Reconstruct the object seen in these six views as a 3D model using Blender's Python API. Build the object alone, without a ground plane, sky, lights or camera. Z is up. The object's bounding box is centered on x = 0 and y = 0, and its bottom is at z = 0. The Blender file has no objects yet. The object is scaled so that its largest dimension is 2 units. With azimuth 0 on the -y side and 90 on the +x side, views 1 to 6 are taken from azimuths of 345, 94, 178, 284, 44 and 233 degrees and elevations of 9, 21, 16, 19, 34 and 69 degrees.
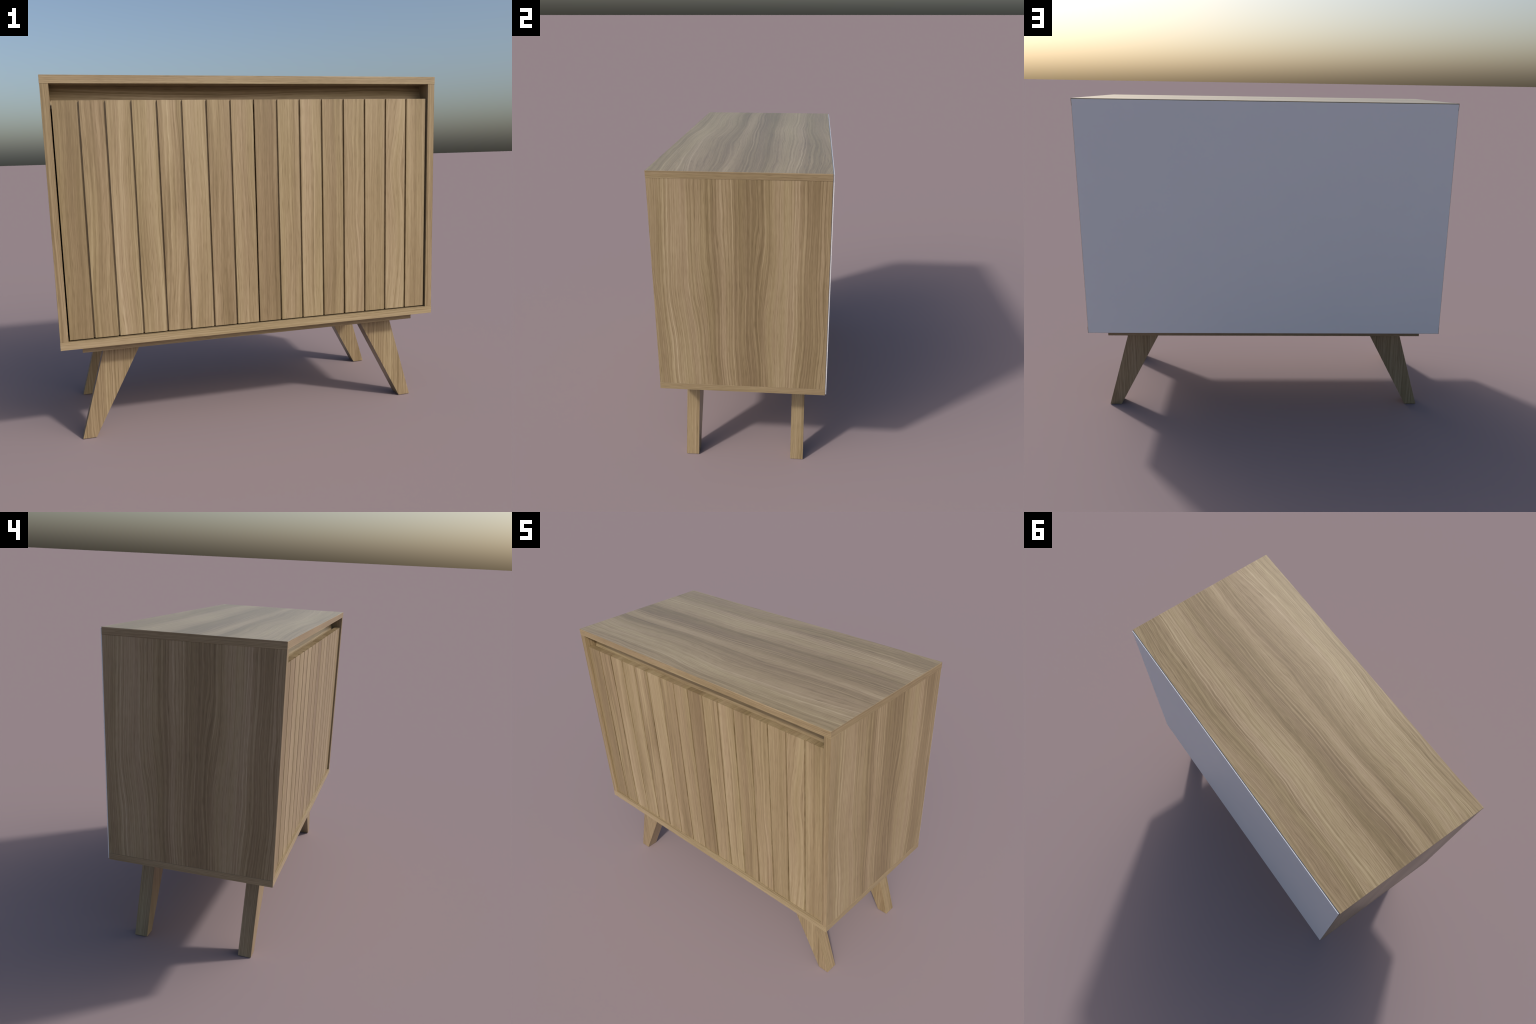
"""Oak sideboard: a box carcass with two grooved doors on splayed legs.
Metres, z up, front towards -y."""
import bpy, bmesh, random

random.seed(7)
scene = bpy.context.scene

# ------------------------------------------------------------------ sizes
HALF_W = 1.0                      # carcass half width
Y_FRONT, Y_BODY_BACK, Y_BACK = -0.4788, 0.4718, 0.4788
Z_TOP, Z_TOP_UNDER = 1.800, 1.7622
Z_BOTTOM, Z_BOTTOM_UPPER = 0.5122, 0.5508
SIDE_T = 0.0383                   # side board thickness
SIDE_INSET = 0.0010               # side boards stand this far inside top and bottom
DOOR_FRONT, DOOR_BACK = -0.4663, -0.4280
DOOR_Z0, DOOR_Z1 = 0.5575, 1.6880
PITCH, GROOVE_W, GROOVE_D = 0.1197, 0.0090, 0.0125
DOOR_EDGE, DOOR_GAP = 0.9537, 0.0037
PLINTH_X, PLINTH_Y0, PLINTH_Y1, PLINTH_Z = 0.9000, -0.4285, 0.4230, 0.4765
LEG_DEPTH = 0.0770
LEG_Y = (-0.3240, 0.3160)


# ------------------------------------------------------------------ node helpers
class Graph:
    """Small helper that adds shader nodes and links their sockets."""

    def __init__(self, name):
        self.mat = bpy.data.materials.new(name)
        self.mat.use_nodes = True
        self.nt = self.mat.node_tree
        self.nt.nodes.clear()

    def node(self, kind, inputs=None, **props):
        n = self.nt.nodes.new(kind)
        for k, v in props.items():
            setattr(n, k, v)
        for k, v in (inputs or {}).items():
            sock = n.inputs[k]
            if isinstance(v, bpy.types.NodeSocket):
                self.nt.links.new(v, sock)
            else:
                sock.default_value = v
        return n

    def math(self, op, a, b=0.0, c=0.0, clamp=False):
        return self.node("ShaderNodeMath", {0: a, 1: b, 2: c}, operation=op, use_clamp=clamp).outputs[0]

    def combine(self, x, y, z=0.0):
        return self.node("ShaderNodeCombineXYZ", {0: x, 1: y, 2: z}).outputs[0]

    def noise(self, vec, scale=1.0, detail=2.0, rough=0.5):
        return self.node("ShaderNodeTexNoise", {"Vector": vec, "Scale": scale, "Detail": detail, "Roughness": rough},
                         noise_dimensions="3D").outputs["Fac"]

    def noise1(self, w, detail=2.0, rough=0.5):
        return self.node("ShaderNodeTexNoise", {"W": w, "Scale": 1.0, "Detail": detail, "Roughness": rough},
                         noise_dimensions="1D").outputs["Fac"]

    def ramp(self, fac, stops, interp="LINEAR"):
        n = self.node("ShaderNodeValToRGB", {"Fac": fac})
        n.color_ramp.interpolation = interp
        els = n.color_ramp.elements
        while len(els) < len(stops):
            els.new(0.5)
        for e, (p, c) in zip(els, stops):
            e.position = p
            e.color = (c, c, c, 1) if isinstance(c, (int, float)) else (*c, 1)
        return n.outputs["Color"]

    def mix(self, fac, a, b, blend="MIX"):
        n = self.node("ShaderNodeMix", {"Factor": fac}, data_type="RGBA", blend_type=blend)
        for idx, v in ((6, a), (7, b)):
            if isinstance(v, bpy.types.NodeSocket):
                self.nt.links.new(v, n.inputs[idx])
            else:
                n.inputs[idx].default_value = (*v, 1)
        return n.outputs[2]


# tone of the veneer across a whole board, from its first to its last edge:
# edge strip, pale plank, dark plank, pale streak, dark heart, pale plank, figured dark plank, edge strip
PANEL_BANDS = [(0.00, 0.53), (0.05, 0.50), (0.085, 0.66), (0.20, 0.67), (0.25, 0.56), (0.32, 0.46), (0.365, 0.34),
               (0.405, 0.58), (0.44, 0.60), (0.475, 0.40), (0.53, 0.30), (0.615, 0.27), (0.630, 0.50), (0.70, 0.60),
               (0.77, 0.70), (0.82, 0.58), (0.86, 0.40), (0.93, 0.40), (0.975, 0.50), (1.00, 0.50)]

WOOD_TONES = [(0.00, (0.150, 0.103, 0.053)), (0.30, (0.216, 0.153, 0.083)), (0.55, (0.293, 0.215, 0.124)),
              (0.80, (0.374, 0.286, 0.177)), (1.00, (0.450, 0.358, 0.236))]


def make_wood(name, across, along, width=None, flip=False, seed=0.0, tone=0.0, figure=0.030, band=0.5,
              lines=62.0, contrast=1.0, vary=False, slant=0.0):
    """Oak veneer. `across` and `along` are the axes (0, 1, 2) the grain crosses and follows.
    With `width` the board carries the wide plank bands over that width; without it the tone wanders freely."""
    g = Graph(name)
    tc = g.node("ShaderNodeTexCoord")
    xyz = g.node("ShaderNodeSeparateXYZ", {0: tc.outputs["Object"]})
    u, v = xyz.outputs[across], xyz.outputs[along]
    if slant:
        u = g.math("MULTIPLY_ADD", v, slant, u)
    if flip:
        u = g.math("MULTIPLY", u, -1.0)
    sh = g.math("ADD", v, seed * 3.7)
    if vary:
        rnd = g.node("ShaderNodeObjectInfo").outputs["Random"]
        sh = g.math("MULTIPLY_ADD", rnd, 9.0, sh)

    def field(fu, fv, su, sv, shift, detail, rough):
        return g.noise(g.combine(g.math("MULTIPLY", fu, su), g.math("MULTIPLY", fv, sv), seed + shift), 1.0, detail, rough)

    def centred(x, gain, limit=None):
        x = g.math("MULTIPLY", g.math("SUBTRACT", x, 0.5), gain)
        if limit:
            x = g.math("MAXIMUM", g.math("MINIMUM", x, limit), -limit)
        return x

    # slow wander of the grain, and a tighter bend that closes growth lines into cathedral figures
    low = field(u, sh, 3.0, 0.95, 0.0, 1.0, 0.4)
    mid = field(u, sh, 8.0, 2.3, 5.3, 2.0, 0.5)
    tiny = field(u, sh, 40.0, 14.0, 8.8, 1.0, 0.5)
    wob = g.math("ADD", centred(low, figure * 4.6), centred(mid, figure * 1.1))
    uu = g.math("ADD", g.math("ADD", u, wob), centred(tiny, 0.0035))

    # growth lines
    grow = centred(g.noise1(g.math("MULTIPLY_ADD", uu, lines, seed * 11.0), 1.0, 0.5), 2.0, 0.55)
    fine_grow = centred(g.noise1(g.math("MULTIPLY_ADD", uu, lines * 2.6, seed * 5.0), 1.0, 0.6), 2.0, 0.6)

    # broken streaks, fibres and pores
    streak = centred(field(uu, sh, 150.0, 1.7, 0.0, 2.0, 0.65), 1.0)
    fibre = centred(field(uu, sh, 330.0, 17.0, 3.0, 2.0, 0.7), 1.0)
    pore = field(uu, sh, 320.0, 13.0, 9.1, 0.0, 0.5)
    pore = g.math("MULTIPLY", g.math("SUBTRACT", pore, 0.63, clamp=True), 5.0, clamp=True)

    if width:
        t = g.math("MULTIPLY_ADD", g.math("MULTIPLY_ADD", wob, 0.38, u), 1.0 / width, 0.5)
        base = g.math("MULTIPLY_ADD", g.ramp(t, PANEL_BANDS), 0.88, 0.055)
        mottle = centred(field(uu, sh, 11.0, 1.6, 30.0, 2.0, 0.5), 0.34)
        base = g.math("ADD", base, mottle)
    else:
        base = field(uu, sh, 17.0, 0.9, 2.7, 2.0, 0.55)
        base = g.math("MULTIPLY_ADD", g.math("SUBTRACT", base, 0.5), 1.5 * band, 0.52)
    val = g.math("ADD", base, tone)
    for part, gain in ((grow, 0.25 * contrast), (fine_grow, 0.19 * contrast), (streak, 0.46), (fibre, 0.38), (pore, -0.22)):
        val = g.math("MULTIPLY_ADD", part, gain, val)
    col = g.ramp(val, WOOD_TONES)

    # hue drifts a little between an olive and a pinkish tan along the planks
    hue = field(uu, sh, 16.0, 0.6, 21.0, 2.0, 0.5)
    hue = g.math("MULTIPLY_ADD", g.math("SUBTRACT", hue, 0.5), 3.0, 0.5, clamp=True)
    tint = g.mix(hue, (0.955, 0.997, 0.940), (0.975, 0.990, 1.010))
    col = g.mix(1.0, col, tint, "MULTIPLY")

    rough = g.math("MULTIPLY_ADD", fibre, 0.08, 0.31)
    bump_h = g.math("MULTIPLY_ADD", pore, -1.0, fibre)
    bump = g.node("ShaderNodeBump", {"Height": bump_h, "Strength": 0.08, "Distance": 0.0005})
    bsdf = g.node("ShaderNodeBsdfPrincipled", {"Base Color": col, "Roughness": rough, "Normal": bump.outputs[0]})
    g.node("ShaderNodeOutputMaterial", {"Surface": bsdf.outputs[0]})
    return g.mat


def make_white(name):
    g = Graph(name)
    tc = g.node("ShaderNodeTexCoord")
    n = g.noise(tc.outputs["Object"], 3.0, 2.0)
    col = g.mix(n, (0.775, 0.775, 0.780), (0.800, 0.800, 0.800))
    bsdf = g.node("ShaderNodeBsdfPrincipled", {"Base Color": col, "Roughness": 0.45})
    g.node("ShaderNodeOutputMaterial", {"Surface": bsdf.outputs[0]})
    return g.mat


# ------------------------------------------------------------------ mesh helpers
def add_object(name, bm, location, mat, parent, bevel=0.0):
    if bevel:
        bmesh.ops.bevel(bm, geom=bm.edges[:], offset=bevel, segments=1, affect="EDGES", profile=0.5)
    bmesh.ops.recalc_face_normals(bm, faces=bm.faces[:])
    me = bpy.data.meshes.new(name)
    bm.to_mesh(me)
    bm.free()
    mats = mat if isinstance(mat, dict) else {None: mat}
    order = list(mats)                       # None: the face veneer; 0, 1, 2: edges that look along that axis
    for key in order:
        me.materials.append(mats[key])
    for f in me.polygons:
        axis = max(range(3), key=lambda i: abs(f.normal[i]))
        f.material_index = order.index(axis) if axis in order else 0
    ob = bpy.data.objects.new(name, me)
    ob.location = location
    scene.collection.objects.link(ob)
    ob.parent = parent
    return ob


def prism(profile, axis, lo, hi):
    """Closed outline `profile` (pairs in the two other axes, in order) extruded along `axis` from lo to hi."""
    bm = bmesh.new()
    a, b = [i for i in range(3) if i != axis]

    def ring(h):
        out = []
        for p, q in profile:
            co = [0.0, 0.0, 0.0]
            co[a], co[b], co[axis] = p, q, h
            out.append(bm.verts.new(co))
        return out
    r0, r1 = ring(lo), ring(hi)
    n = len(profile)
    bm.faces.new(r0)
    bm.faces.new(r1[::-1])
    for i in range(n):
        bm.faces.new((r0[i], r0[(i + 1) % n], r1[(i + 1) % n], r1[i]))
    return bm


def board(name, x, y, z, mat, parent, bevel=0.0007):
    """Box between the given pairs of limits, its origin at the middle."""
    c = [(p[0] + p[1]) / 2 for p in (x, y, z)]
    h = [(p[1] - p[0]) / 2 for p in (x, y, z)]
    bm = prism([(-h[0], -h[1]), (h[0], -h[1]), (h[0], h[1]), (-h[0], h[1])], 2, -h[2], h[2])
    return add_object(name, bm, c, mat, parent, bevel)


# ------------------------------------------------------------------ materials
depth = Y_BODY_BACK - Y_FRONT
edge_long = make_wood("oak_edge_lengthwise", 2, 0, seed=7.9, figure=0.010, tone=0.0, lines=130.0, band=0.45, contrast=1.2)
edge_short = make_wood("oak_edge_crosswise", 2, 1, seed=2.9, figure=0.008, tone=-0.03, lines=130.0, band=0.45, contrast=1.2)
edge_upright = make_wood("oak_edge_upright", 0, 2, seed=8.3, figure=0.008, tone=-0.10, lines=100.0, band=0.45)
leg_flank = make_wood("oak_leg_flank", 1, 2, seed=1.8, figure=0.014, tone=-0.03, lines=95.0, contrast=1.3, vary=True)
wood_top = {None: make_wood("oak_top", 1, 0, width=depth, seed=1.3, figure=0.038, contrast=1.1, lines=80.0), 1: edge_long, 0: edge_short}
wood_side_r = {None: make_wood("oak_side", 1, 2, width=depth, seed=4.1, figure=0.028, contrast=1.2, lines=80.0), 1: edge_upright}
wood_side_l = {None: make_wood("oak_side_mirrored", 1, 2, width=depth, flip=True, seed=4.1, figure=0.028, contrast=1.2, lines=80.0), 1: edge_upright}
wood_bottom = {None: make_wood("oak_bottom", 1, 0, seed=7.9, figure=0.010, lines=95.0),
               1: make_wood("oak_bottom_edge", 2, 0, seed=9.4, figure=0.010, tone=0.10, lines=130.0, band=0.3),
               0: make_wood("oak_bottom_edge_crosswise", 2, 1, seed=9.9, figure=0.010, tone=0.04, lines=130.0, band=0.3)}
wood_rail = make_wood("oak_rail", 2, 0, seed=2.2, figure=0.014, tone=0.03, lines=110.0, contrast=1.2)
wood_plinth = {None: make_wood("oak_plinth", 1, 0, seed=5.6, figure=0.010, tone=-0.02, lines=90.0), 1: edge_long, 0: edge_short}
wood_leg = {None: make_wood("oak_leg", 0, 2, seed=3.4, figure=0.012, tone=-0.02, lines=110.0, contrast=1.25, vary=True), 0: leg_flank}
wood_door = make_wood("oak_door_backing", 0, 2, seed=6.5)
white = make_white("white_hardboard")

# ------------------------------------------------------------------ the thing
cabinet = bpy.data.objects.new("sideboard", None)
cabinet.empty_display_size = 0.2
scene.collection.objects.link(cabinet)
cabinet["label"] = "light oak two-door sideboard on splayed legs"
cabinet["category"] = "cabinet"

board("top_board", (-HALF_W, HALF_W), (Y_FRONT, Y_BODY_BACK), (Z_TOP_UNDER, Z_TOP), wood_top, cabinet)
board("bottom_board", (-HALF_W, HALF_W), (Y_FRONT, Y_BODY_BACK), (Z_BOTTOM, Z_BOTTOM_UPPER), wood_bottom, cabinet)
for sx, mat in ((-1, wood_side_l), (1, wood_side_r)):
    xs = sorted((sx * (HALF_W - SIDE_INSET), sx * (HALF_W - SIDE_INSET - SIDE_T)))
    board("side_board", xs, (Y_FRONT + SIDE_INSET, Y_BODY_BACK - 0.0005), (Z_BOTTOM_UPPER, Z_TOP_UNDER), mat, cabinet)
inner = HALF_W - SIDE_INSET - SIDE_T

board("back_panel", (-0.9955, 0.9955), (Y_BODY_BACK, Y_BACK), (0.5162, 1.7955), white, cabinet)

# finger rail behind the door tops: a board leaning back towards its upper edge
rail_y, rail_z = -0.395, 1.708
rail = [(-0.377, Z_TOP_UNDER), (-0.417, 1.655), (-0.383, 1.643), (-0.338, Z_TOP_UNDER)]
bm = prism([(y - rail_y, z - rail_z) for y, z in rail], 0, -inner, inner)
add_object("finger_rail", bm, (0, rail_y, rail_z), wood_rail, cabinet)

# plinth board under the carcass
board("plinth_board", (-PLINTH_X, PLINTH_X), (PLINTH_Y0, PLINTH_Y1), (PLINTH_Z, Z_BOTTOM), wood_plinth, cabinet)

# legs: flat boards cut to a raked, tapered outline
for sx in (-1, 1):
    outline = [(0.9315, 0.0), (0.8630, 0.0), (0.6110, PLINTH_Z), (0.7955, PLINTH_Z)]
    cx = sx * 0.8
    bm = prism([(sx * x - cx, z) for x, z in outline], 1, -LEG_DEPTH / 2, LEG_DEPTH / 2)
    first = add_object("leg", bm, (cx, LEG_Y[0], 0), wood_leg, cabinet, 0.0007)
    second = first.copy()
    second.location.y = LEG_Y[1]
    scene.collection.objects.link(second)

# doors: eight shiplapped slats each, on a thin backing
SLAT_LOOK = [  # tone, strength of the bands, bend of the grain
    (-0.16, 0.35, 0.012), (-0.06, 0.55, 0.018), (0.09, 0.45, 0.036), (0.04, 0.50, 0.016),
    (0.00, 0.80, 0.030), (0.07, 0.45, 0.012), (-0.05, 0.70, 0.016), (0.03, 0.45, 0.028),
    (-0.20, 0.35, 0.012), (0.05, 0.40, 0.010), (0.06, 0.45, 0.018), (-0.09, 0.65, 0.024),
    (0.04, 0.45, 0.024), (0.02, 0.30, 0.010), (0.10, 0.50, 0.030), (-0.04, 0.45, 0.012)]
zc, zh = (DOOR_Z0 + DOOR_Z1) / 2, (DOOR_Z1 - DOOR_Z0) / 2
yc = (DOOR_FRONT + DOOR_BACK) / 2
number = 0
for side in (-1, 1):
    edge = (-DOOR_EDGE, -DOOR_GAP) if side < 0 else (DOOR_GAP, DOOR_EDGE)
    door = board("door", (edge[0] + 0.004, edge[1] - 0.004), (DOOR_BACK, DOOR_BACK + 0.003),
                 (DOOR_Z0 + 0.004, DOOR_Z1 - 0.030), wood_door, cabinet, 0.0)
    for i in range(8):
        left = -8 * PITCH + i * PITCH if side < 0 else i * PITCH
        x0 = edge[0] if i == 0 else left
        x1 = edge[1] if i == 7 else left + PITCH
        f0 = x0 if i == 0 else x0 + GROOVE_W / 2       # face edges; the lap behind fills the groove
        f1 = x1 if i == 7 else x1 - GROOVE_W / 2
        cx = (x0 + x1) / 2
        yf, yb, yg = DOOR_FRONT - yc, DOOR_BACK - yc, DOOR_FRONT + GROOVE_D - yc
        shape = [(f0, yf), (f1, yf)]
        if i != 7:
            shape += [(f1, yg), (x1, yg)]
        shape += [(x1, yb), (x0, yb)]
        if i != 0:
            shape += [(x0, yg), (f0, yg)]
        tone, band, bend = SLAT_LOOK[number]
        mat = make_wood("oak_slat", 0, 2, seed=10.0 + 1.37 * number, tone=tone, band=band, figure=bend, lines=85.0, contrast=0.85)
        bm = prism([(x - cx, y) for x, y in shape], 2, -zh, zh)
        slat = add_object("slat", bm, (0, 0, 0), mat, door)
        slat.location = (cx - door.location.x, yc - door.location.y, zc - door.location.z)
        number += 1
